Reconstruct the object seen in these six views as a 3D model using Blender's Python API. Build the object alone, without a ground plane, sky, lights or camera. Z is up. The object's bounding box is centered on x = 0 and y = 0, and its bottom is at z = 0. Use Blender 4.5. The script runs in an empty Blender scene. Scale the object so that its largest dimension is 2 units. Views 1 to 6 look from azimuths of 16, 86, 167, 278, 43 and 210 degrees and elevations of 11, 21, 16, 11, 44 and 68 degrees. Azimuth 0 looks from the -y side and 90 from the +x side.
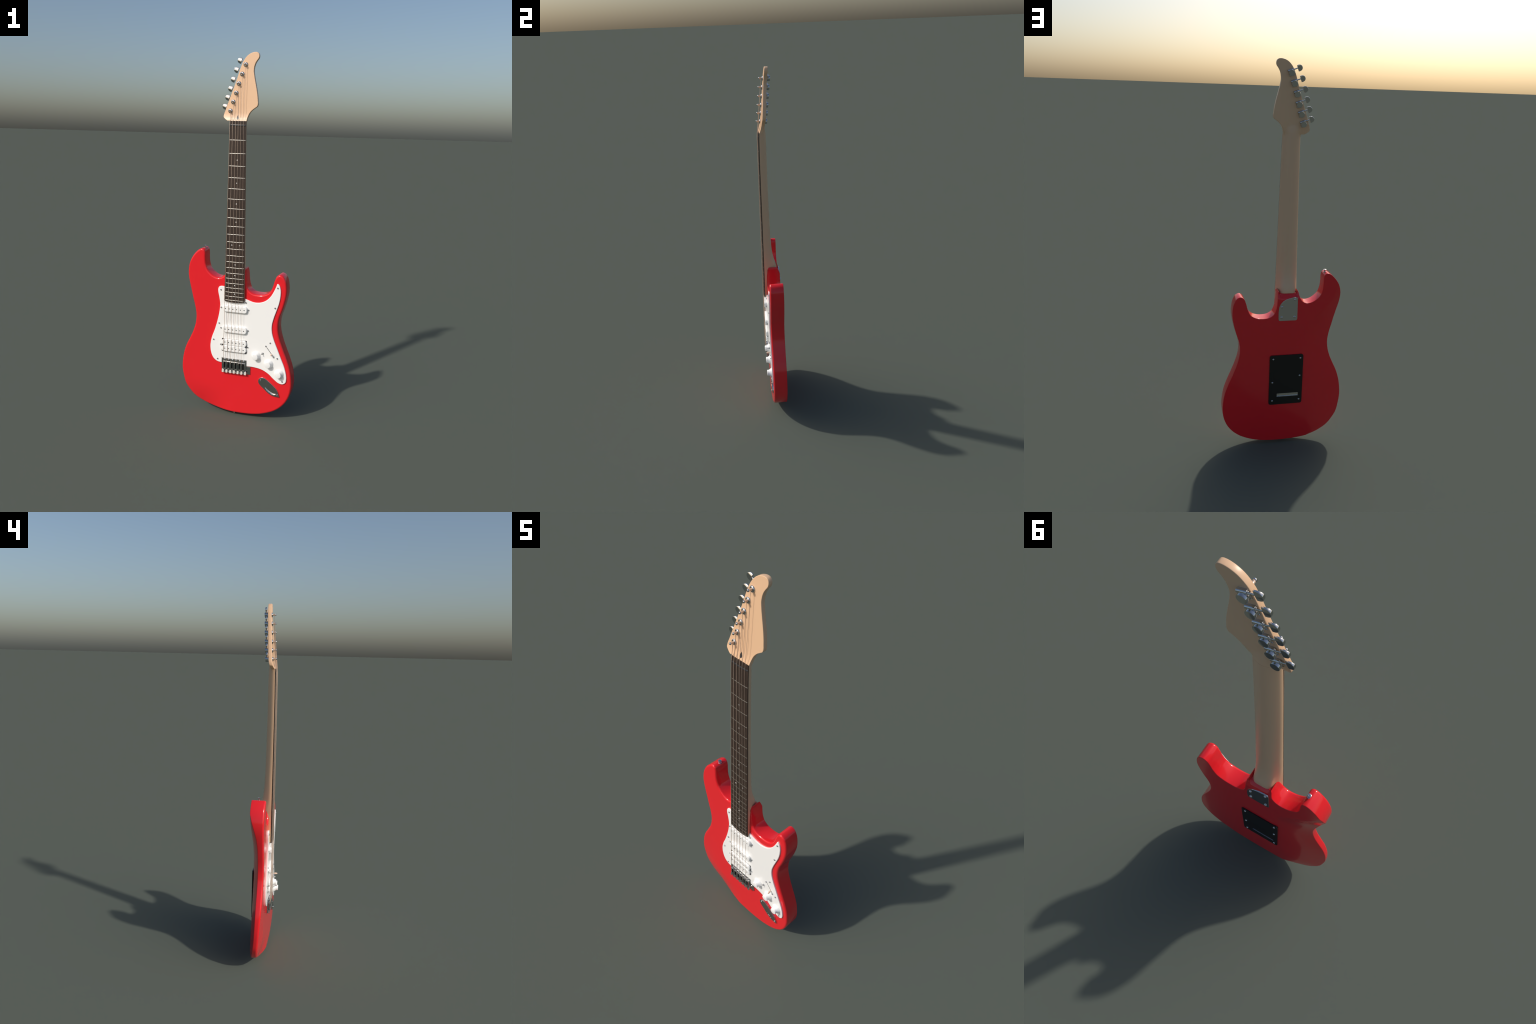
"""Red double-cutaway electric guitar, standing upright on its lower strap button.
Frame: x across the guitar, y depth (front faces -y), z along the neck."""
import bpy, math
from math import sin, cos, pi, sqrt, radians
from mathutils import Vector, Matrix
from mathutils.geometry import delaunay_2d_cdt

CX = -0.0072                      # centre line of neck, pickups and bridge
Y_FRONT, Y_BACK = -0.0270, 0.0508  # body faces
Y_GUARD = -0.0338                 # pickguard face

# ------------------------------------------------------------------ materials
def material(name, colour, rough=0.4, metal=0.0, coat=0.0, grain=None, bump=None, spec=0.5, coat_rough=0.03):
    m = bpy.data.materials.new(name)
    m.use_nodes = True
    nt = m.node_tree
    b = nt.nodes["Principled BSDF"]
    b.inputs["Base Color"].default_value = (*colour, 1)
    b.inputs["Roughness"].default_value = rough
    b.inputs["Metallic"].default_value = metal
    b.inputs["Specular IOR Level"].default_value = spec
    b.inputs["Coat Weight"].default_value = coat
    b.inputs["Coat Roughness"].default_value = coat_rough
    if grain or bump:
        tc = nt.nodes.new("ShaderNodeTexCoord")
        mp = nt.nodes.new("ShaderNodeMapping")
        nt.links.new(tc.outputs["Object"], mp.inputs["Vector"])
        no = nt.nodes.new("ShaderNodeTexNoise")
        nt.links.new(mp.outputs["Vector"], no.inputs["Vector"])
        mp.inputs["Scale"].default_value = (grain or bump)["scale"]
        no.inputs["Scale"].default_value = 1.0
        no.inputs["Detail"].default_value = 4.0
        if grain:
            cr = nt.nodes.new("ShaderNodeValToRGB")
            cr.color_ramp.elements[0].position = 0.3
            cr.color_ramp.elements[1].position = 0.7
            cr.color_ramp.elements[0].color = (*grain["dark"], 1)
            cr.color_ramp.elements[1].color = (*colour, 1)
            nt.links.new(no.outputs["Fac"], cr.inputs["Fac"])
            nt.links.new(cr.outputs["Color"], b.inputs["Base Color"])
        if bump:
            bp = nt.nodes.new("ShaderNodeBump")
            bp.inputs["Strength"].default_value = bump["strength"]
            bp.inputs["Distance"].default_value = 0.001
            nt.links.new(no.outputs["Fac"], bp.inputs["Height"])
            nt.links.new(bp.outputs["Normal"], b.inputs["Normal"])
    return m

RED = material("red_lacquer", (0.805, 0.0195, 0.0275), rough=0.14)
WHITE = material("white_plastic", (0.975, 0.968, 0.945), rough=0.22)
MAPLE = material("maple_wood", (0.830, 0.532, 0.322), rough=0.36,
                 grain=dict(scale=(55, 55, 1.6), dark=(0.815, 0.519, 0.312)))
ROSEWOOD = material("rosewood", (0.050, 0.033, 0.025), rough=0.55, spec=0.3,
                    grain=dict(scale=(260, 260, 7), dark=(0.036, 0.024, 0.018)))
CHROME = material("polished_chrome", (0.60, 0.60, 0.60), rough=0.08, metal=1.0)
STEEL = material("brushed_steel", (0.78, 0.76, 0.75), rough=0.32, metal=1.0)
FRETWIRE = material("fret_wire", (0.37, 0.355, 0.33), rough=0.38, metal=1.0)
BRONZE = material("wound_string_bronze", (0.68, 0.52, 0.41), rough=0.38, metal=0.55)
BLACK = material("black_plastic", (0.007, 0.007, 0.0075), rough=0.30)
DARK = material("black_recess_fill", (0.006, 0.006, 0.006), rough=0.7, spec=0.2)  # near-black for solid pieces that stand in for recesses
NUTM = material("dark_nut", (0.035, 0.036, 0.040), rough=0.35)
PEARL = material("pearl_dot", (0.72, 0.72, 0.70), rough=0.25)
IVORY = material("tan_switch_tip", (0.78, 0.56, 0.42), rough=0.35)

# ------------------------------------------------------------------ scene tree
WORLD = {}
def place(name, mesh, mat, parent, matrix=None, smooth=35):
    """Make an object for mesh at a world matrix, as a child of parent."""
    o = bpy.data.objects.new(name, mesh)
    bpy.context.scene.collection.objects.link(o)
    W = matrix if matrix is not None else Matrix.Identity(4)
    P = WORLD[parent.name] if parent else Matrix.Identity(4)
    if parent:
        o.parent = parent
    o.matrix_local = P.inverted() @ W
    WORLD[o.name] = W
    if mesh is not None and mat is not None and not mesh.materials:
        mesh.materials.append(mat)
    return o

def finish(mesh, angle=35):
    """Outward normals, smooth faces, sharp edges above an angle."""
    import bmesh
    bm = bmesh.new(); bm.from_mesh(mesh)
    bmesh.ops.remove_doubles(bm, verts=bm.verts, dist=1e-6)
    bmesh.ops.recalc_face_normals(bm, faces=bm.faces)
    lim = radians(angle)
    for f in bm.faces:
        f.smooth = True
    for e in bm.edges:
        e.smooth = not (len(e.link_faces) != 2 or e.calc_face_angle(0) > lim)
    bm.to_mesh(mesh); bm.free()
    return mesh

def new_mesh(name, verts, faces, angle=35):
    me = bpy.data.meshes.new(name)
    me.from_pydata([tuple(v) for v in verts], [], faces)
    me.validate()
    return finish(me, angle)

def merged(name, *meshes):
    """Join several (mesh, matrix) pairs into one mesh."""
    V, F = [], []
    for me, M in meshes:
        o = len(V)
        V += [M @ v.co for v in me.vertices]
        F += [[i + o for i in p.vertices] for p in me.polygons]
    return new_mesh(name, V, F)

FRONT = Matrix.Rotation(pi / 2, 4, 'X')      # local +z looks out of the front (-y)
REAR = Matrix.Rotation(-pi / 2, 4, 'X')      # local +z looks out of the back (+y)
def at(x, y, z, R=None):
    return Matrix.Translation((x, y, z)) @ (R if R else Matrix.Identity(4))

# ------------------------------------------------------------------ shape tools
def spline(points, step=0.004, closed=True):
    """Catmull-Rom through (x, z) points; a third value marks a sharp corner."""
    P = [Vector(p[:2]) for p in points]
    C = [len(p) > 2 for p in points]
    n = len(P); out = []
    for i in range(n if closed else n - 1):
        a, b = P[i], P[(i + 1) % n]
        h = (b - a).length
        def tangent(j):
            if C[j]:
                return None
            p, c, q = P[(j - 1) % n], P[j], P[(j + 1) % n]
            d0, d1 = max((c - p).length, 1e-9), max((q - c).length, 1e-9)
            return ((c - p) / d0 * d1 + (q - c) / d1 * d0) / (d0 + d1)
        ta, tb = tangent(i), tangent((i + 1) % n)
        if ta is None and tb is None:
            ta = tb = (b - a) / h
        elif ta is None:
            ta = 1.5 * (b - a) / h - 0.5 * tb
        elif tb is None:
            tb = 1.5 * (b - a) / h - 0.5 * ta
        m = max(1, int(round(h / step)))
        for k in range(m):
            t = k / m
            out.append((2*t**3-3*t*t+1)*a + (t**3-2*t*t+t)*h*ta + (-2*t**3+3*t*t)*b + (t**3-t*t)*h*tb)
    if not closed:
        out.append(P[-1])
    return out

def area(P):
    return 0.5 * sum(P[i-1].x * P[i].y - P[i].x * P[i-1].y for i in range(len(P)))

def inset(P, d):
    """Offset a counter-clockwise polygon inwards."""
    n = len(P); out = []
    for i in range(n):
        e0 = (P[i] - P[i-1]).normalized(); e1 = (P[(i+1) % n] - P[i]).normalized()
        n0 = Vector((-e0.y, e0.x)); n1 = Vector((-e1.y, e1.x))
        m = n0 + n1
        m = m / max(0.35, m.dot(n0)) if m.length > 1e-6 else n0
        out.append(P[i] + m * d)
    return out

def inside(p, P):
    c = False; j = len(P) - 1
    for i in range(len(P)):
        if (P[i].y > p[1]) != (P[j].y > p[1]) and p[0] < (P[j].x-P[i].x)*(p[1]-P[i].y)/(P[j].y-P[i].y)+P[i].x:
            c = not c
        j = i
    return c

def fill(P, grid):
    """Triangulate a polygon with extra interior grid points."""
    pts = [Vector((p.x, p.y)) for p in P]; n = len(pts)
    if grid:
        x0, x1 = min(p.x for p in P), max(p.x for p in P)
        z0, z1 = min(p.y for p in P), max(p.y for p in P)
        m = inset(P, grid * 0.55); row = 0; z = z0
        while z < z1:
            x = x0 + (grid / 2 if row % 2 else 0)
            while x < x1:
                if inside((x, z), m):
                    pts.append(Vector((x, z)))
                x += grid
            z += grid * 0.866; row += 1
    v, e, f, ov, oe, of = delaunay_2d_cdt(pts, [(i, (i+1) % n) for i in range(n)], [list(range(n))], 1, 1e-7)
    return v, f, ov

def slab(name, outline, yf, yb, rf=0.0, rb=0.0, grid=None, seg=5, angle=35):
    """Solid between a front and a back height field over an (x, z) outline,
    with rounded front and back edges."""
    P = list(outline)
    if area(P) < 0:
        P.reverse()
    F = yf if callable(yf) else (lambda x, z: yf)
    B = yb if callable(yb) else (lambda x, z: yb)
    V, faces, n = [], [], len(P)
    def rings(H, r, sgn):
        out = []
        ks = range(seg + 1) if r > 0 else [0]
        for k in ks:
            th = pi / 2 * k / seg if r > 0 else 0
            Q = inset(P, r * (1 - cos(th))) if r > 0 else P
            t = r * (1 - sin(th)) if r > 0 else 0
            ids = []
            for q in Q:
                ids.append(len(V)); V.append((q.x, H(q.x, q.y) + sgn * t, q.y))
            out.append((ids, Q))
        if r > 0:                      # support loop keeps the flat face flat in shading
            Q = inset(P, r + 0.0005); ids = []
            for q in Q:
                ids.append(len(V)); V.append((q.x, H(q.x, q.y), q.y))
            out.append((ids, Q))
        return out
    RF, RB = rings(F, rf, 1), rings(B, rb, -1)
    def bridge(a, b):
        for i in range(n):
            j = (i + 1) % n
            faces.append((a[i], a[j], b[j], b[i]))
    for R in (RF, RB):
        for k in range(len(R) - 1):
            bridge(R[k][0], R[k+1][0])
    bridge(RF[0][0], RB[0][0])
    for R, H in ((RF, F), (RB, B)):
        ids, Q = R[-1]
        v, f, ov = fill(Q, grid)
        mp = []
        for i, p in enumerate(v):
            src = [s for s in ov[i] if s < n]
            if src:
                mp.append(ids[src[0]])
            else:
                mp.append(len(V)); V.append((p.x, H(p.x, p.y), p.y))
        for t in f:
            t2 = [mp[i] for i in t]
            if len(set(t2)) == len(t2):
                faces.append(t2)
    return new_mesh(name, V, faces, angle)

def lathe(name, profile, seg=24, angle=40):
    """Turn an (r, h) profile about local z."""
    V, F = [], []; rows = []
    for r, h in profile:
        if r < 1e-7:
            rows.append([len(V)]); V.append((0, 0, h))
        else:
            rows.append(list(range(len(V), len(V) + seg)))
            V += [(r*cos(2*pi*i/seg), r*sin(2*pi*i/seg), h) for i in range(seg)]
    for a, b in zip(rows, rows[1:]):
        for i in range(seg):
            j = (i + 1) % seg
            if len(a) == 1 and len(b) == 1: continue
            if len(a) == 1: F.append((a[0], b[i], b[j]))
            elif len(b) == 1: F.append((a[i], a[j], b[0]))
            else: F.append((a[i], a[j], b[j], b[i]))
    if len(rows[0]) > 1: F.append(rows[0][::-1])
    if len(rows[-1]) > 1: F.append(rows[-1])
    return new_mesh(name, V, F, angle)

def loft(name, sections, angle=40):
    """Skin closed loops of equal length, capped."""
    V, F = [], []; m = len(sections[0])
    for s in sections: V += s
    for k in range(len(sections) - 1):
        for i in range(m):
            j = (i + 1) % m
            F.append((k*m+i, k*m+j, (k+1)*m+j, (k+1)*m+i))
    F.append(list(range(m))[::-1]); F.append([(len(sections)-1)*m + i for i in range(m)])
    return new_mesh(name, V, F, angle)

def box(name, sx, sy, sz, bevel=0.0008):
    import bmesh
    bm = bmesh.new()
    bmesh.ops.create_cube(bm, size=1.0)
    bmesh.ops.scale(bm, vec=(sx, sy, sz), verts=bm.verts)
    if bevel:
        bmesh.ops.bevel(bm, geom=list(bm.edges), offset=bevel, segments=2, affect='EDGES', profile=0.5)
    me = bpy.data.meshes.new(name); bm.to_mesh(me); bm.free()
    return finish(me)

def tube(name, pts, r, seg=8):
    pts = [Vector(p) for p in pts]; S = []
    for i, p in enumerate(pts):
        d = (pts[min(i+1, len(pts)-1)] - pts[max(i-1, 0)]).normalized()
        u = Vector((1, 0, 0)); u = (u - d * u.dot(d)).normalized(); w = d.cross(u)
        S.append([p + r * (u*cos(2*pi*k/seg) + w*sin(2*pi*k/seg)) for k in range(seg)])
    return loft(name, S, 60)

def curve(table):
    """Smooth (monotone Hermite) interpolation through (t, value) pairs."""
    T = sorted(table); xs = [t for t, _ in T]; ys = [v for _, v in T]; n = len(T)
    d = [(ys[i+1]-ys[i])/(xs[i+1]-xs[i]) for i in range(n-1)]
    m = [d[0]] + [0 if d[i-1]*d[i] <= 0 else 2*d[i-1]*d[i]/(d[i-1]+d[i]) for i in range(1, n-1)] + [d[-1]]
    def f(t):
        if t <= xs[0]: return ys[0]
        if t >= xs[-1]: return ys[-1]
        i = max(k for k in range(n-1) if xs[k] <= t)
        h = xs[i+1]-xs[i]; s = (t-xs[i])/h
        return (2*s**3-3*s*s+1)*ys[i]+(s**3-2*s*s+s)*h*m[i]+(-2*s**3+3*s*s)*ys[i+1]+(s**3-s*s)*h*m[i+1]
    return f

def clamp(t): return max(0.0, min(1.0, t))
def ease(t): t = clamp(t); return t*t*(3-2*t)

def rounded_rect(x0, x1, z0, z1, r, seg=6):
    out = []
    for cx, cz, a0 in ((x1-r, z1-r, 0), (x0+r, z1-r, 90), (x0+r, z0+r, 180), (x1-r, z0+r, 270)):
        for k in range(seg + 1):
            a = radians(a0 + 90*k/seg)
            out.append(Vector((cx + r*cos(a), cz + r*sin(a))))
    return out

# ------------------------------------------------------------------ guitar root
guitar = place("electric_guitar", None, None, None)
guitar["label"] = "red double-cutaway electric guitar with white pickguard and maple neck"
guitar["category"] = "electric guitar"

# ------------------------------------------------------------------ body
BODY = [  # counter-clockwise from the lower strap button, (x, z)
    (-0.010, 0.0165), (0.045, 0.0165), (0.100, 0.0200), (0.150, 0.0285), (0.198, 0.0440), (0.240, 0.0650),
    (0.275, 0.0935), (0.302, 0.1290), (0.319, 0.1700), (0.3265, 0.2150), (0.3245, 0.2620),
    (0.3155, 0.3140), (0.2985, 0.3640), (0.2765, 0.4170), (0.2565, 0.4690), (0.2435, 0.5150),
    (0.2395, 0.5560), (0.2445, 0.6010), (0.2600, 0.6500), (0.2735, 0.7000), (0.2805, 0.7420),
    (0.2795, 0.7820), (0.2710, 0.8190), (0.2570, 0.8410), (0.2390, 0.8475), (0.2240, 0.8385),
    (0.2125, 0.8130), (0.2020, 0.7770), (0.1865, 0.7475), (0.1590, 0.7310), (0.1240, 0.7255),
    (0.0905, 0.7300), (0.0685, 0.7445), (0.0560, 0.7710), (0.0503, 0.8100), (0.0480, 0.8480),
    (0.0462, 0.8620), (0.0425, 0.8680), (0.0385, 0.8630), (0.0365, 0.8530, 1),
    (-0.0520, 0.8530, 1), (-0.0535, 0.8625), (-0.0572, 0.8670), (-0.0608, 0.8600), (-0.0650, 0.8430), (-0.0735, 0.8235),
    (-0.0855, 0.8100), (-0.1055, 0.8015), (-0.1310, 0.8055), (-0.1570, 0.8210), (-0.1760, 0.8420),
    (-0.1865, 0.8720), (-0.1895, 0.9050), (-0.1905, 0.9350), (-0.1965, 0.9530), (-0.2100, 0.9590),
    (-0.2270, 0.9520), (-0.2470, 0.9345), (-0.2680, 0.9060), (-0.2820, 0.8740), (-0.2890, 0.8360),
    (-0.2880, 0.7950), (-0.2805, 0.7550), (-0.2692, 0.7075), (-0.2578, 0.6600), (-0.2470, 0.6165),
    (-0.2408, 0.5725), (-0.2440, 0.5290), (-0.2570, 0.4815), (-0.2785, 0.4330), (-0.3003, 0.3870),
    (-0.3170, 0.3350), (-0.3258, 0.2835), (-0.3278, 0.2400), (-0.3215, 0.1930), (-0.3085, 0.1435),
    (-0.2838, 0.1050), (-0.2510, 0.0715), (-0.2140, 0.0505), (-0.1740, 0.0365), (-0.1320, 0.0280), (-0.0750, 0.0200)]
body_outline = spline(BODY, 0.005)

# belly cut on the bass-side back: height of the cut edge and where the cut runs out
belly_edge_y = curve([(0.020, .050), (0.030, .044), (0.057, .0315), (0.10, .0225), (0.125, .0184), (0.16, .0139), (0.19, .0108),
                      (0.22, .0083), (0.29, .0055), (0.36, .0046), (0.60, .0052), (0.683, .0056), (0.737, .0091),
                      (0.780, .0166), (0.822, .0280), (0.854, .0380), (0.889, .0465), (0.92, .050)])
belly_inner_x = curve([(0.02, -.128), (0.06, -.142), (0.10, -.140), (0.16, -.130), (0.25, -.105), (0.34, -.085), (0.42, -.075),
                       (0.50, -.070), (0.60, -.075), (0.68, -.112), (0.76, -.178), (0.80, -.212), (0.85, -.245), (0.90, -.265)])
bass_edge_x = curve([(z, x) for x, z in {round(p.y, 3): (p.x, p.y) for p in body_outline if p.x < -0.13 and
                     (p.y < 0.8 or p.x < -0.21)}.values()])

def body_back(x, z):
    y = Y_BACK
    if x < -0.05 and z < 0.92:
        xi, xe = belly_inner_x(z), bass_edge_x(z)
        t = (xi - x) / max(0.02, xi - xe)
        if t > 0:
            y -= (Y_BACK - belly_edge_y(z)) * min(1.0, t) ** 1.45
    if abs(x - CX) < 0.075 and z > 0.80:        # chamfered heel below the neck joint
        w = ease((0.075 - abs(x - CX)) / 0.02) * (1 - 0.6 * ease((abs(x - CX) - 0.043) / 0.006))
        y -= w * max(0.0, sqrt((z - 0.831)**2 + 0.00002) + (z - 0.831) - 0.0003) * 0.5
    return y

forearm_edge = [p for p in body_outline if p.x < 0.01 and p.y < 0.45]
def body_front(x, z):
    y = Y_FRONT
    if z < 0.42 and x < 0.0:                     # forearm contour rolls the lower bass edge back
        p = min(forearm_edge, key=lambda q: (q.x - x) ** 2 + (q.y - z) ** 2)
        dist = sqrt((p.x - x) ** 2 + (p.y - z) ** 2)
        t = clamp((-0.015 - p.x) / 0.185)
        depth = 0.0275 * clamp((0.40 - p.y) / 0.345) ** 1.5 * 0.5 * (t + ease(t))
        y += depth * clamp(1 - dist / 0.135) ** 1.7
    if z > 0.80 and abs(x - CX) < 0.07:
        y += 0.005 * ease((z - 0.81) / 0.05)
    return y

body = place("body", slab("body", body_outline, body_front, body_back, rf=0.0100, rb=0.0022, grid=0.0095, seg=6), RED, guitar)

# ------------------------------------------------------------------ neck
NX = -0.0093                      # centre line of the neck itself
def half_width(z): return 0.0447 + (1.652 - z) * 0.0142
def fret_half_width(z): return 0.0440 + (1.652 - z) * 0.0094
neck_front = curve([(0.68, -.0398), (1.45, -.0395), (1.60, -.0380), (1.652, -.0362)])
neck_back = curve([(0.80, .0335), (0.862, .0335), (0.875, .0315), (0.905, .0225), (0.95, .0135), (1.00, .0088), (1.10, .0052), (1.24, .0030),
                   (1.38, .0016), (1.57, .0014), (1.65, .0004), (1.70, -.0035), (1.725, -.0060)])
neck_square = curve([(0.85, 4.4), (0.88, 3.7), (0.93, 2.6), (1.02, 2.05), (1.2, 1.9), (1.70, 1.9)])
neck_taper = curve([(0.85, .21), (0.90, .17), (0.98, .06), (1.05, 0.0), (1.6, 0.0)])
def neck_section(z, yfront, m=40):
    hw, yb, e = half_width(min(z, 1.652)), neck_back(z), neck_square(z)
    pts = []
    for k in range(m + 1):
        a = pi * k / m
        c, s = cos(a), sin(a)
        x = hw * (abs(c) ** (2 / e)) * (1 if c >= 0 else -1)
        v = s ** (2 / e)
        pts.append((NX + x * (1 - neck_taper(z) * ease((v - 0.1) / 0.6)), yfront + (yb - yfront) * v, z))
    return pts
# head face: slopes back just above the nut, then runs straight with a small tilt
head_face = curve([(1.640, -.0392), (1.652, -.0362), (1.662, -.0320), (1.672, -.0288), (1.690, -.0247), (1.710, -.0221), (1.730, -.0203), (1.86, -.0104), (2.01, .0010)])
S = []
for i in range(97):
    z = 0.853 + (1.652 - 0.853) * i / 96
    S.append(neck_section(z, neck_front(z)))
neck_mesh = loft("neck", S, 50)
# the square tongue that sits in the body pocket
tongue = loft("tongue", [[(NX - half_width(z), -0.0398, z), (NX + half_width(z), -0.0398, z),
                          (NX + 0.92 * half_width(z), -0.015, z), (NX - 0.92 * half_width(z), -0.015, z)] for z in (0.684, 0.8535)])
neck = place("neck", merged("neck", (neck_mesh, Matrix()), (tongue, Matrix())), MAPLE, guitar)

# ------------------------------------------------------------------ headstock
HEAD = [(0.0362, 1.6520, 1), (0.0366, 1.6590), (0.0400, 1.6740), (0.0480, 1.6925), (0.0600, 1.7070), (0.0755, 1.7190), (0.0868, 1.7275), (0.0893, 1.7330),
        (0.0888, 1.7600), (0.0850, 1.7880), (0.0776, 1.8240), (0.0694, 1.8580), (0.0632, 1.8870),
        (0.0602, 1.9070), (0.0614, 1.9240), (0.0662, 1.9420), (0.0745, 1.9570), (0.0835, 1.9695), (0.0860, 1.9800),
        (0.0842, 1.9900), (0.0775, 1.9975), (0.0660, 2.0000), (0.0490, 1.9975), (0.0300, 1.9885), (0.0140, 1.9735),
        (0.0005, 1.9530), (-0.0120, 1.9220), (-0.0290, 1.8680), (-0.0430, 1.8260), (-0.0610, 1.7760), (-0.0845, 1.7080),
        (-0.0928, 1.6790), (-0.0926, 1.6705), (-0.0830, 1.6608), (-0.0682, 1.6520, 1), (-0.0520, 1.6520, 1), (-0.0515, 1.6420, 1), (0.0335, 1.6420, 1), (0.0345, 1.6520, 1)]
HEAD = [(p[0] - 0.0008, *p[1:]) for p in HEAD]
HEAD_T = 0.0186
volute = curve([(1.652, .0004), (1.665, -.0004), (1.680, -.0022), (1.695, -.0050), (1.712, -.0095), (1.73, -.016)])
def head_back(x, z):
    """Flat back of the head, merged with the round neck running up into it."""
    flat = head_face(z) + HEAD_T
    if z > 1.73: return flat
    sink = 0.0004 * ease((1.652 - z) / 0.003)      # tongue tucked just under the neck's skin
    hw = 0.0450 + 0.012 * ease((z - 1.652) / 0.05)
    u = clamp(abs(x - NX) / hw) ** 1.9
    rnd = head_face(z) + (volute(z) - head_face(z)) * (1 - u) ** (1 / 1.9)
    k = 0.0025
    return 0.5 * (flat + rnd + sqrt((flat - rnd) ** 2 + k * k)) - 0.15 * k * ease((1.73 - z) / 0.02) - sink
headstock = place("headstock", slab("headstock", spline(HEAD, 0.003), lambda x, z: head_face(z), head_back,
                                    rf=0.0016, rb=0.0016, grid=0.004, seg=3), MAPLE, guitar)
drop = spline([(-0.0148, 1.6838, 1), (-0.0108, 1.6745), (-0.0082, 1.6660), (-0.0100, 1.6610), (-0.0145, 1.6592), (-0.0190, 1.6612),
               (-0.0207, 1.6660), (-0.0185, 1.6745)], 0.001)
place("truss_rod_dark_inlay", slab("truss_rod_dark_inlay", drop, lambda x, z: head_face(z) - 0.0005, lambda x, z: head_face(z) + 0.003, grid=0.002), NUTM, headstock)  # dark inlay standing in for the truss rod hole; nothing is cut

# ------------------------------------------------------------------ fretboard, nut, frets, markers
Z_NUT, SCALE = 1.6265, 1.309
FB0, FB1 = 0.6795, 1.6520
side_top = curve([(0.68, -.0438), (1.45, -.0434), (1.60, -.0420), (1.652, -.0395)])
crown = curve([(0.68, .0026), (1.652, .0020)])
def board_top(x, z):
    return side_top(z) - crown(z) * (1 - min(1, abs(x - NX) / half_width(z)) ** 2)
S = []
for i in range(61):
    z = FB0 + (FB1 - FB0) * i / 60
    hw = half_width(z) - 0.0003
    bow = 0.0062 * (1 - clamp((z - FB0) / 0.05))      # rounded lower end
    top = [(NX + hw * (1 - 2*k/20), board_top(NX + hw*(1 - 2*k/20), z), z - bow * (1 - (1 - 2*k/20)**2)) for k in range(21)]
    under = [(x, neck_front(z), zz) for x, y, zz in reversed(top)]
    S.append(top + under)
fretboard = place("fretboard", loft("fretboard", S, 30), ROSEWOOD, guitar)

def wire(name, z, w, h, inset_x, mat, parent, extra=0.0):
    """A crowned bar lying across the fretboard."""
    hw = fret_half_width(z) - inset_x; S = []
    for k in range(17):
        x = NX + hw * (1 - 2*k/16)
        y = board_top(x, z)
        drop_end = 0.4 * h if k in (0, 16) else 0
        S.append([(x, y + 0.001, z - w/2), (x, y - 0.5*h + drop_end, z - w/2), (x, y - h + drop_end, z - w/5),
                  (x, y - h + drop_end, z + w/5), (x, y - 0.5*h + drop_end, z + w/2), (x, y + 0.001, z + w/2)])
    return place(name, loft(name, S, 50), mat, parent)
for n in range(1, 23):
    wire("fret", Z_NUT - SCALE * (1 - 2 ** (-n / 12)), 0.0030, 0.0011, 0.0, FRETWIRE, fretboard)
wire("nut", Z_NUT + 0.003, 0.0070, 0.0024, 0.0, NUTM, guitar)

dot_mesh = lathe("position_marker", [(0.0030, -0.001), (0.0030, 0.0003), (0.0024, 0.0006), (0, 0.0007)], 16)
for x, z in [(0, 1.4495), (0, 1.3290), (0, 1.2185), (0, 1.1210), (-0.0215, 0.9945), (0.0225, 0.9945),
             (0, 0.8862), (0, 0.8268), (0, 0.7705), (0, 0.7220)]:
    place("position_marker", dot_mesh, PEARL, fretboard, at(CX + x, board_top(CX + x, z), z, FRONT))

# ------------------------------------------------------------------ screws
def pan_head(name, r, h, s=16):
    return lathe(name, [(r, -0.001), (r, h*0.25), (r*0.86, h*0.72), (r*0.55, h), (r*0.28, h*0.92), (r*0.2, h*0.45), (0, h*0.4)], s)
guard_screw = pan_head("screw", 0.0050, 0.0040)
cover_screw = pan_head("screw", 0.0052, 0.0036)
plate_screw = pan_head("screw", 0.0064, 0.0040)

# ------------------------------------------------------------------ pickguard
GUARD = [(-0.0860, 0.7590), (-0.1000, 0.7545), (-0.1060, 0.7420), (-0.1060, 0.7290), (-0.0990, 0.6950), (-0.0935, 0.6560), (-0.0965, 0.6150),
         (-0.1060, 0.5660), (-0.1240, 0.5015), (-0.1415, 0.4505), (-0.1482, 0.4080), (-0.1430, 0.3660),
         (-0.1270, 0.3330), (-0.1055, 0.3180), (-0.0785, 0.3135, 1), (-0.0785, 0.3440, 1), (0.0690, 0.3440, 1), (0.0690, 0.3095, 1),
         (0.1185, 0.3088), (0.1600, 0.3008), (0.1950, 0.2830), (0.2300, 0.2535), (0.2575, 0.2352),
         (0.2800, 0.2322), (0.2955, 0.2425), (0.2998, 0.2650), (0.2975, 0.2900), (0.2878, 0.3275), (0.2659, 0.3792), (0.2440, 0.4310),
         (0.2222, 0.4825), (0.2107, 0.5215), (0.2082, 0.5620), (0.2168, 0.6035), (0.2300, 0.6450), (0.2447, 0.6930),
         (0.2515, 0.7390), (0.2500, 0.7720), (0.2420, 0.7935), (0.2330, 0.8005), (0.2255, 0.7840), (0.2128, 0.7555), (0.1942, 0.7240),
         (0.1683, 0.6992), (0.1353, 0.6855), (0.1016, 0.6840), (0.0675, 0.6935), (0.0502, 0.6990, 1),
         (0.0502, 0.6860, 1), (-0.0650, 0.6860, 1), (-0.0665, 0.7560, 1)]
GUARD = [(p[0] - 0.0010, p[1] - 0.0013, *p[2:]) for p in GUARD]
pickguard = place("pickguard", slab("pickguard", spline(GUARD, 0.004), Y_GUARD, Y_FRONT + 0.002, rf=0.0022, seg=3), WHITE, guitar)
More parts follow.
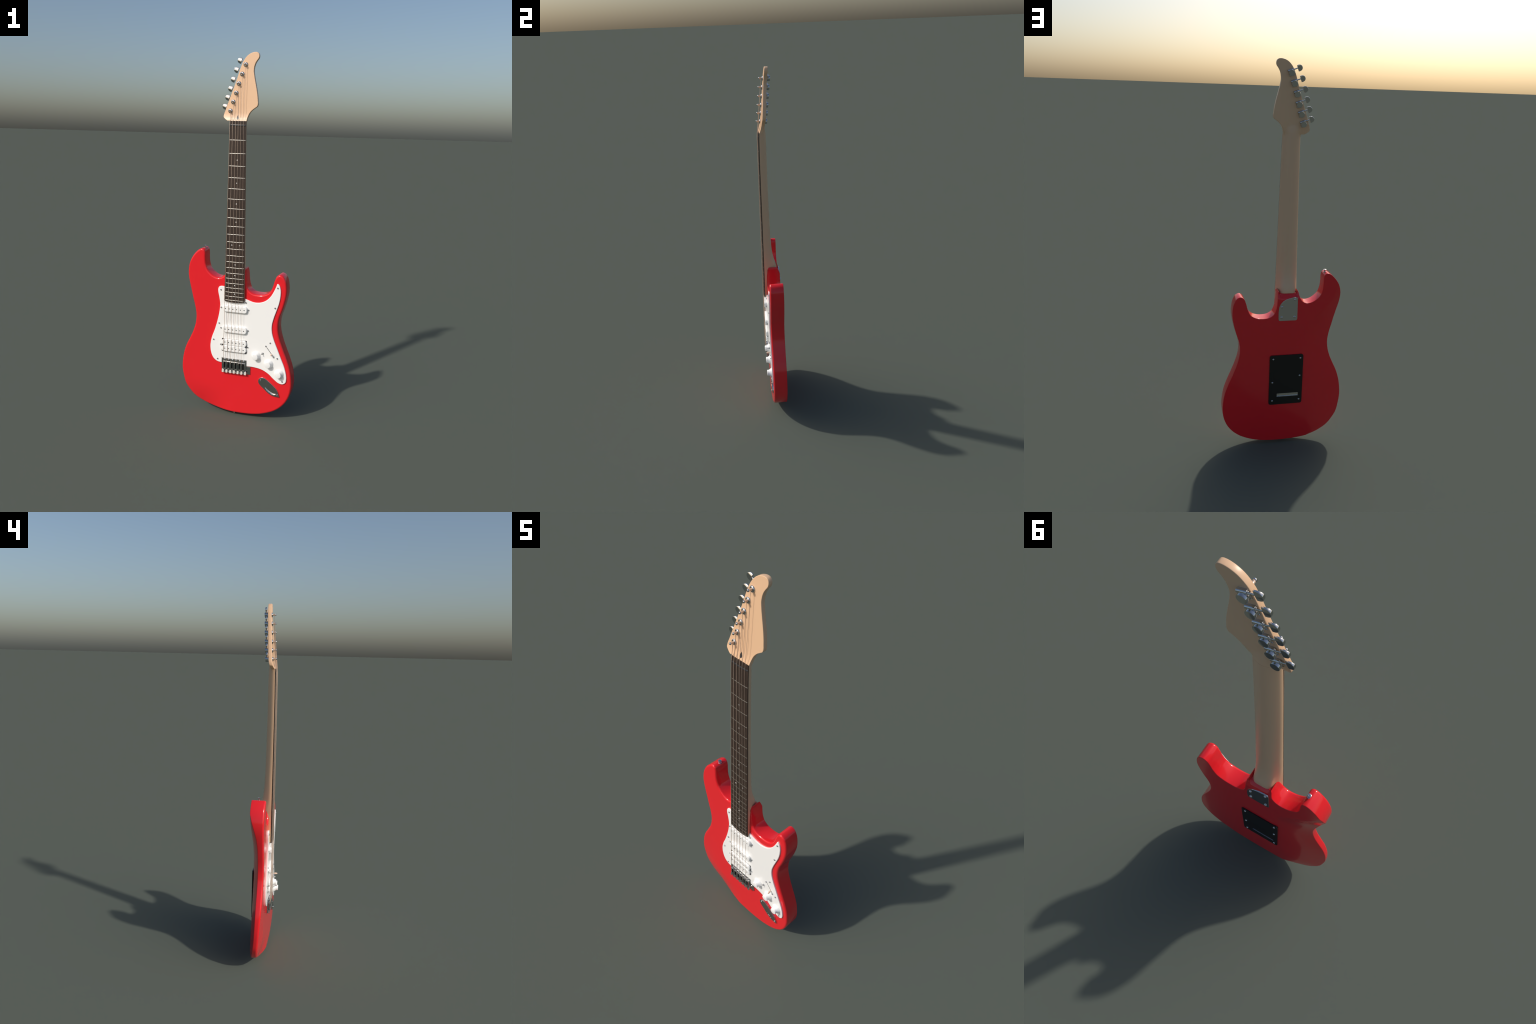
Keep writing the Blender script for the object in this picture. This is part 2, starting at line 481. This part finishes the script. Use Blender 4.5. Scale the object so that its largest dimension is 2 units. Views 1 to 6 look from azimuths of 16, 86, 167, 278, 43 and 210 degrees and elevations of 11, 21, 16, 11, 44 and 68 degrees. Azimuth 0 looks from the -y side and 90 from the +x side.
for x, z in [(-0.0902, 0.7363), (-0.0975, 0.5430), (-0.1290, 0.4440), (-0.1040, 0.3322), (0.0570, 0.6760), (0.2340, 0.7765),
             (0.2230, 0.6632), (0.2015, 0.4620), (0.2444, 0.3772), (0.2764, 0.2468)]:
    place("pickguard_screw", guard_screw, CHROME, pickguard, at(x, Y_GUARD, z, FRONT))

# ------------------------------------------------------------------ pickups
def pill(x0, x1, z0, z1, r, s=8): return rounded_rect(x0, x1, z0, z1, r, s)
POLES = [-0.0578 + 0.02170 * i for i in range(6)]
pole_mesh = lathe("pole_piece", [(0.0032, -0.002), (0.0032, 0.0006), (0.0026, 0.0011), (0, 0.0011)], 14)
for zc in (0.6358, 0.5165):
    cover = merged("cover",
                   (slab("c", pill(-0.0735, 0.0665, zc - 0.0190, zc + 0.0190, 0.0150), -0.0478, Y_GUARD + 0.001, rf=0.0042, seg=5), Matrix()),
                   (slab("c", pill(-0.0770, 0.0700, zc - 0.0060, zc + 0.0060, 0.0058), Y_GUARD - 0.0018, Y_GUARD + 0.001, rf=0.001, seg=2), Matrix()))
    pk = place("single_coil_pickup", cover, WHITE, guitar)
    for x in POLES:
        place("pole_piece", pole_mesh, CHROME, pk, at(x, -0.0478, zc, FRONT))
    for x in (-0.0862, 0.0724):
        place("pickup_screw", guard_screw, CHROME, pk, at(x, Y_GUARD, zc, FRONT))

hum = place("humbucker_pickup", slab("humbucker_base", rounded_rect(-0.0798, 0.0668, 0.3820, 0.4580, 0.003), Y_GUARD - 0.0006, Y_GUARD + 0.002), DARK, guitar)  # thin black plate on the guard, in place of a cut hole
bobbin = slab("bobbin", pill(-0.0715, 0.0715, -0.0177, 0.0177, 0.0140), -0.0118, 0.0, rf=0.0032, seg=4)
for zc in (0.4397, 0.4035):
    bb = place("bobbin", bobbin, WHITE, hum, at(CX + 0.0018, Y_GUARD, zc))
    for x in POLES:
        place("pole_piece", pole_mesh, CHROME, hum, at(x - 0.0004, Y_GUARD - 0.0118, zc + 0.0003, FRONT))
for x in (-0.0857, 0.0728):
    place("pickup_screw", guard_screw, CHROME, hum, at(x, Y_GUARD, 0.4197, FRONT))

# ------------------------------------------------------------------ bridge
SADDLE_X = [-0.0578 + 0.0220 * i for i in range(6)]
plate = merged("bridge_plate",
               (box("b", 0.1450, 0.0112, 0.0815), at(-0.0053, -0.0319, 0.3027)),
               (box("b", 0.1450, 0.0080, 0.0040), at(-0.0053, -0.0375, 0.2640)),
               (box("b", 0.0460, 0.0050, 0.0460), at(0.0670, -0.0283, 0.2825)))
bridge = place("bridge", plate, CHROME, guitar)
def saddle_mesh():
    w, z0, z1 = 0.0098, -0.0270, 0.0185
    parts = [(box("b", 0.0052, 0.0085, z1 - z0), at(-w + 0.0026, -0.0042, (z0 + z1)/2)),
             (box("b", 0.0052, 0.0085, z1 - z0), at(w - 0.0026, -0.0042, (z0 + z1)/2)),
             (box("b", 2*w, 0.0090, 0.0020, 0.0004), at(0, -0.0045, z1 - 0.0012)),
             (box("b", 2*w, 0.0085, 0.0060), at(0, -0.0042, z0 + 0.0030))]
    return merged("saddle", *parts)
sm = saddle_mesh()
slot_fill = box("saddle_slot_fill", 0.0088, 0.0035, 0.036, 0.0)  # solid dark bar between the saddle walls, added to read as a slot
mount = lathe("screw", [(0.0056, -0.001), (0.0056, 0.0020), (0.0050, 0.0040), (0.0034, 0.0056), (0.0014, 0.0062), (0, 0.0060)], 16)
inton = merged("intonation_screw", (lathe("l", [(0.0034, 0), (0.0034, 0.0040), (0.0022, 0.0055), (0.0014, 0.0050)], 14), Matrix()),
               (lathe("l", [(0.0018, -0.016), (0.0018, 0.0)], 10), Matrix()))
tab = loft("saddle_tab", [[(x, 0.003, -0.0060), (x, -0.0046, -0.0062), (x, -0.0006, 0.0110), (x, 0.003, 0.0115)] for x in (-0.0054, 0.0054)])
for x in SADDLE_X:
    s = place("saddle", sm, CHROME, bridge, at(x, -0.0374, 0.3065))
    place("saddle_slot_fill", slot_fill, DARK, bridge, at(x, -0.0385, 0.3045))
    place("mounting_screw", mount, CHROME, bridge, at(x, -0.0374, 0.3372, FRONT))
    place("intonation_screw", inton, CHROME, bridge, at(x + 0.0020, -0.0425, 0.2655, Matrix.Rotation(pi, 4, 'X') @ Matrix.Translation((0, 0, 0.001))))
for i in range(7):
    place("bridge_tab", tab, STEEL, bridge, at(-0.0578 - 0.0110 + 0.0220 * i + 0.0008, -0.0420, 0.2665))

# ------------------------------------------------------------------ knobs, switches, jack
knob = lathe("control_knob", [(0.0270, 0.0), (0.0270, 0.0016), (0.0245, 0.0050), (0.0208, 0.0100), (0.0182, 0.0138), (0.0171, 0.0165),
                              (0.0168, 0.0245), (0.0160, 0.0258), (0.0140, 0.0264), (0, 0.0264)], 40, 30)
for x, z in [(0.1225, 0.3775), (0.1957, 0.3405), (0.2570, 0.2895)]:
    place("control_knob", knob, WHITE, guitar, at(x, Y_GUARD + 0.0003, z, FRONT))

d = Vector((0.2113 - 0.1800, 0, 0.3985 - 0.4370)); ang = math.atan2(d.x, d.z)
sl = rounded_rect(-0.0013, 0.0013, -0.0255, 0.0255, 0.0010, 3)  # outline of a dark strip laid on the guard instead of a slot
switch = place("selector_switch", slab("selector_dark_strip", sl, -0.0004, 0.001), DARK, guitar,
               at(0.1990, Y_GUARD, 0.4140, Matrix.Rotation(ang, 4, 'Y')))
place("switch_tip", lathe("switch_tip", [(0.0022, 0.0), (0.0026, 0.004), (0.0046, 0.0075), (0.0048, 0.012), (0.0036, 0.0215), (0.0024, 0.0235), (0, 0.0240)], 18), IVORY, switch,
      at(0.2105, Y_GUARD, 0.3985, FRONT @ Matrix.Rotation(radians(8), 4, 'Y')))
for x, z in [(0.1776, 0.4405), (0.2236, 0.3843)]:
    place("switch_screw", guard_screw, CHROME, switch, at(x, Y_GUARD, z, FRONT))
place("mini_toggle", lathe("mini_toggle", [(0.0062, 0), (0.0062, 0.0020), (0.0046, 0.0026), (0.0042, 0.0060), (0.0016, 0.0070), (0.0020, 0.0150), (0.0026, 0.0175), (0.0018, 0.0188), (0, 0.0190)], 12), CHROME, guitar,
      at(0.1606, Y_GUARD, 0.3975, FRONT @ Matrix.Rotation(radians(-10), 4, 'Y')))

JACK = [(0.1610, 0.2540), (0.1470, 0.2490), (0.1395, 0.2370), (0.1405, 0.2210), (0.1522, 0.2055), (0.1717, 0.1890), (0.1980, 0.1668), (0.2206, 0.1555),
        (0.2429, 0.1522), (0.2630, 0.1510, 1), (0.2577, 0.1694), (0.2458, 0.1950), (0.2275, 0.2128), (0.2070, 0.2300), (0.1866, 0.2452), (0.1735, 0.2525)]
JA = Vector((0.1560, 0.2380)); JB = Vector((0.2630, 0.1510)); JD = (JB - JA).normalized()
def jack_face(x, z):
    v = Vector((x, z)) - JA
    s = v.dot(JD); t = v.dot(Vector((-JD.y, JD.x)))
    u = (s - 0.0690) / 0.0430; w = (t - 0.0005) / 0.0215
    q = u*u + w*w
    return -0.0340 + (0.0054 * (1 - q) ** 0.45 if q < 1 else 0.0)
jack = place("jack_plate", slab("jack_plate", spline(JACK, 0.003), jack_face, Y_FRONT + 0.002, rf=0.0012, seg=3, grid=0.0025), CHROME, guitar)
for x, z in [(0.1520, 0.2375), (0.2515, 0.1625)]:
    place("jack_screw", guard_screw, CHROME, jack, at(x, -0.0340, z, FRONT))

# ------------------------------------------------------------------ back of the body
PLATE = [(-0.0460, 0.8372), (-0.0530, 0.8345), (-0.0560, 0.8280, 1), (-0.0569, 0.7210, 1), (-0.0545, 0.7135), (-0.0480, 0.7108, 1), (0.0335, 0.7108, 1),
         (0.0398, 0.7133), (0.0422, 0.7195, 1), (0.0422, 0.7690), (0.0395, 0.7880), (0.0325, 0.8025), (0.0210, 0.8160), (0.0045, 0.8262), (-0.0220, 0.8340)]
neck_plate = place("neck_plate", slab("neck_plate", spline(PLATE, 0.003), Y_BACK - 0.003, Y_BACK + 0.0022, rb=0.0008, seg=2), CHROME, guitar)
for x, z in [(-0.0412, 0.8243), (0.0265, 0.7870), (0.0266, 0.7305), (-0.0415, 0.7304)]:
    place("neck_screw", plate_screw, CHROME, neck_plate, at(x, Y_BACK + 0.0022, z, REAR))

# black cover with a milled opening, built as a frame around it
def frame(name, outer, hole, y0, y1):
    n = len(outer); V, F = [], []
    loops = []
    for P, ins in ((outer, 0.0), (hole, 0.0)):
        for y in (y0, y1):
            loops.append(list(range(len(V), len(V) + n))); V.extend((p.x, y, p.y) for p in P)
    o0, o1, h0, h1 = loops
    for i in range(n):
        j = (i + 1) % n
        F += [(o0[i], o0[j], o1[j], o1[i]), (h0[i], h0[j], h1[j], h1[i]), (o1[i], o1[j], h1[j], h1[i]), (o0[i], o0[j], h0[j], h0[i])]
    return new_mesh(name, V, F, 30)
Y_COVER = 0.0556
cover = place("back_cover", frame("back_cover", rounded_rect(-0.0985, 0.0815, 0.2345, 0.5190, 0.0110, 8),
              rounded_rect(-0.0785, 0.0385, 0.2785, 0.2980, 0.0006, 8), Y_BACK - 0.001, Y_COVER), BLACK, guitar)
place("tremolo_block", merged("tremolo_block", (box("b", 0.1165, 0.0010, 0.0190, 0.0), at(-0.020, Y_COVER - 0.0044, 0.28825)),
      (box("b", 0.1165, 0.0040, 0.0022, 0.0002), at(-0.020, Y_COVER - 0.0024, 0.2798))), CHROME, cover)  # lower box is a chrome ledge added to mirror the sky
for x, z in [(0.0632, 0.4982), (-0.0821, 0.4980), (-0.0818, 0.3970), (0.0646, 0.3638), (0.0632, 0.2567), (-0.0822, 0.2574)]:
    place("cover_screw", cover_screw, CHROME, cover, at(x, Y_COVER, z, REAR))

# ------------------------------------------------------------------ strap buttons
button = lathe("strap_button", [(0.0075, -0.004), (0.0075, 0.0012), (0.0048, 0.0030), (0.0040, 0.0070), (0.0050, 0.0100), (0.0080, 0.0115), (0.0082, 0.0135), (0.0060, 0.0145),
                                (0.0035, 0.0145), (0.0030, 0.0130), (0, 0.0128)], 24)
place("strap_button", button, CHROME, guitar, at(-0.2035, 0.0125, 0.9565, Matrix.Rotation(radians(3), 4, 'Y')))
place("strap_button", button, CHROME, guitar, at(-0.0090, 0.0030, 0.0160, Matrix.Rotation(pi, 4, 'X') @ Matrix.Scale(16.0/14.5, 4, (0, 0, 1))))

# ------------------------------------------------------------------ tuning machines
TILT = math.atan(0.0762)
POSTS = [(-0.0578, 1.7028), (-0.0449, 1.7490), (-0.0310, 1.7943), (-0.0183, 1.8420), (-0.0023, 1.8900), (0.0145, 1.9375)]
e_ang = math.atan2(0.342, 0.94)          # the row of posts leans along the head's edge
# local axes: X outwards to the button, Y out of the back, Z up along the edge
A = Matrix(((-cos(e_ang), 0, sin(e_ang), 0), (0, 1, 0, 0), (sin(e_ang), 0, cos(e_ang), 0), (0, 0, 0, 1)))
Wz = 0.0112
housing = merged("tuner_housing",
                 (box("b", 0.0290, 0.0040, 0.0300), at(0, 0.0010, 0.0022)),
                 (lathe("l", [(0.0145, -0.001), (0.0145, 0.0176), (0.0138, 0.0188), (0, 0.0192)], 36), at(0, 0, 0, REAR)),
                 (lathe("l", [(0.0040, -0.0150), (0.0056, -0.0142), (0.0056, 0.0142), (0.0040, 0.0150)], 20), at(0, 0.0062, Wz + 0.0016, Matrix.Rotation(pi/2, 4, 'Y'))),
                 (lathe("l", [(0.0044, 0), (0.0044, 0.0040), (0.0030, 0.0046), (0.0027, 0.0240)], 14), at(0.0125, 0.0055, Wz, Matrix.Rotation(pi/2, 4, 'Y'))))
key = slab("tuner_button", spline([(-0.0108, -0.0148, 1), (-0.0020, -0.0150), (0.0060, -0.0122), (0.0108, -0.0060), (0.0120, 0.0), (0.0108, 0.0060), (0.0060, 0.0122), (-0.0020, 0.0150),
                                   (-0.0108, 0.0148, 1)], 0.002), lambda x, z: -0.0012 - 0.0046 * (1 - (z / 0.0165) ** 2), lambda x, z: 0.0022 + 0.0010 * (1 - (z / 0.0165) ** 2), rf=0.0010, rb=0.0012, seg=3, grid=0.003, angle=60)
ferrule = lathe("post_ferrule", [(0.0126, -0.001), (0.0126, 0.0016), (0.0118, 0.0034), (0.0095, 0.0052), (0.0068, 0.0060), (0.0050, 0.0060)], 30)
post = lathe("string_post", [(0.0050, -0.001), (0.0050, 0.0100), (0.0043, 0.0125), (0.0048, 0.0160), (0.0048, 0.0180)], 20)
tip = lathe("post_tip", [(0.0046, 0.0172), (0.0056, 0.0186), (0.0058, 0.0205), (0.0054, 0.0224), (0.0040, 0.0240), (0.0020, 0.0248), (0, 0.0250)], 20)
HINGE = Matrix.Rotation(-TILT, 4, 'X')   # leans with the head's tilt
for x, z in POSTS:
    yb = head_back(x, z)
    M = at(x - 0.001, yb, z - 0.0005, HINGE @ A)
    t = place("tuning_machine", housing, CHROME, guitar, M)
    place("tuner_button", key, CHROME, t, M @ at(0.0452, 0.0055, Wz - 0.0015))
    Fm = at(x, head_face(z), z, HINGE @ FRONT)
    place("post_ferrule", ferrule, CHROME, t, Fm)
    place("string_post", post, BRONZE, t, Fm)
    place("post_tip", tip, CHROME, t, Fm)

# ------------------------------------------------------------------ strings
NUT_X = [-0.0530, -0.0374, -0.0200, -0.0066, 0.0078, 0.0222]
BR_X = [-0.0655, -0.0425, -0.0205, 0.0015, 0.0226, 0.0438]
GAUGE = [0.00122, 0.00112, 0.00098, 0.00084, 0.00070, 0.00060]
for i in range(6):
    px, pz = POSTS[i]
    lift = 0.0010 * (1 - abs(i - 2.5) / 2.5)
    y_nut = board_top(NUT_X[i], Z_NUT) - 0.0030
    y_sad = -0.0480 - lift
    zs, zn = 0.3235, Z_NUT + 0.003
    pts = [(BR_X[i], -0.0405, 0.3030), (BR_X[i], -0.0460, 0.3150), (BR_X[i], y_sad, zs)]
    for k in range(1, 12):
        t = k / 12
        pts.append((BR_X[i] + (NUT_X[i] - BR_X[i]) * t, y_sad + (y_nut - y_sad) * t - 0.0006 * sin(pi * t) ** 0.7, zs + (zn - zs) * t))
    pts.append((NUT_X[i], y_nut, zn))
    hp = Vector((px + 0.0046, head_face(pz) - 0.0120, pz))
    pts += [(NUT_X[i] + (hp.x - NUT_X[i]) * 0.5, (y_nut + hp.y) / 2, (zn + pz) / 2), tuple(hp), (px, hp.y - 0.0042, pz + 0.0035)]
    place("guitar_string", tube("guitar_string", pts, GAUGE[i]), BRONZE, guitar)
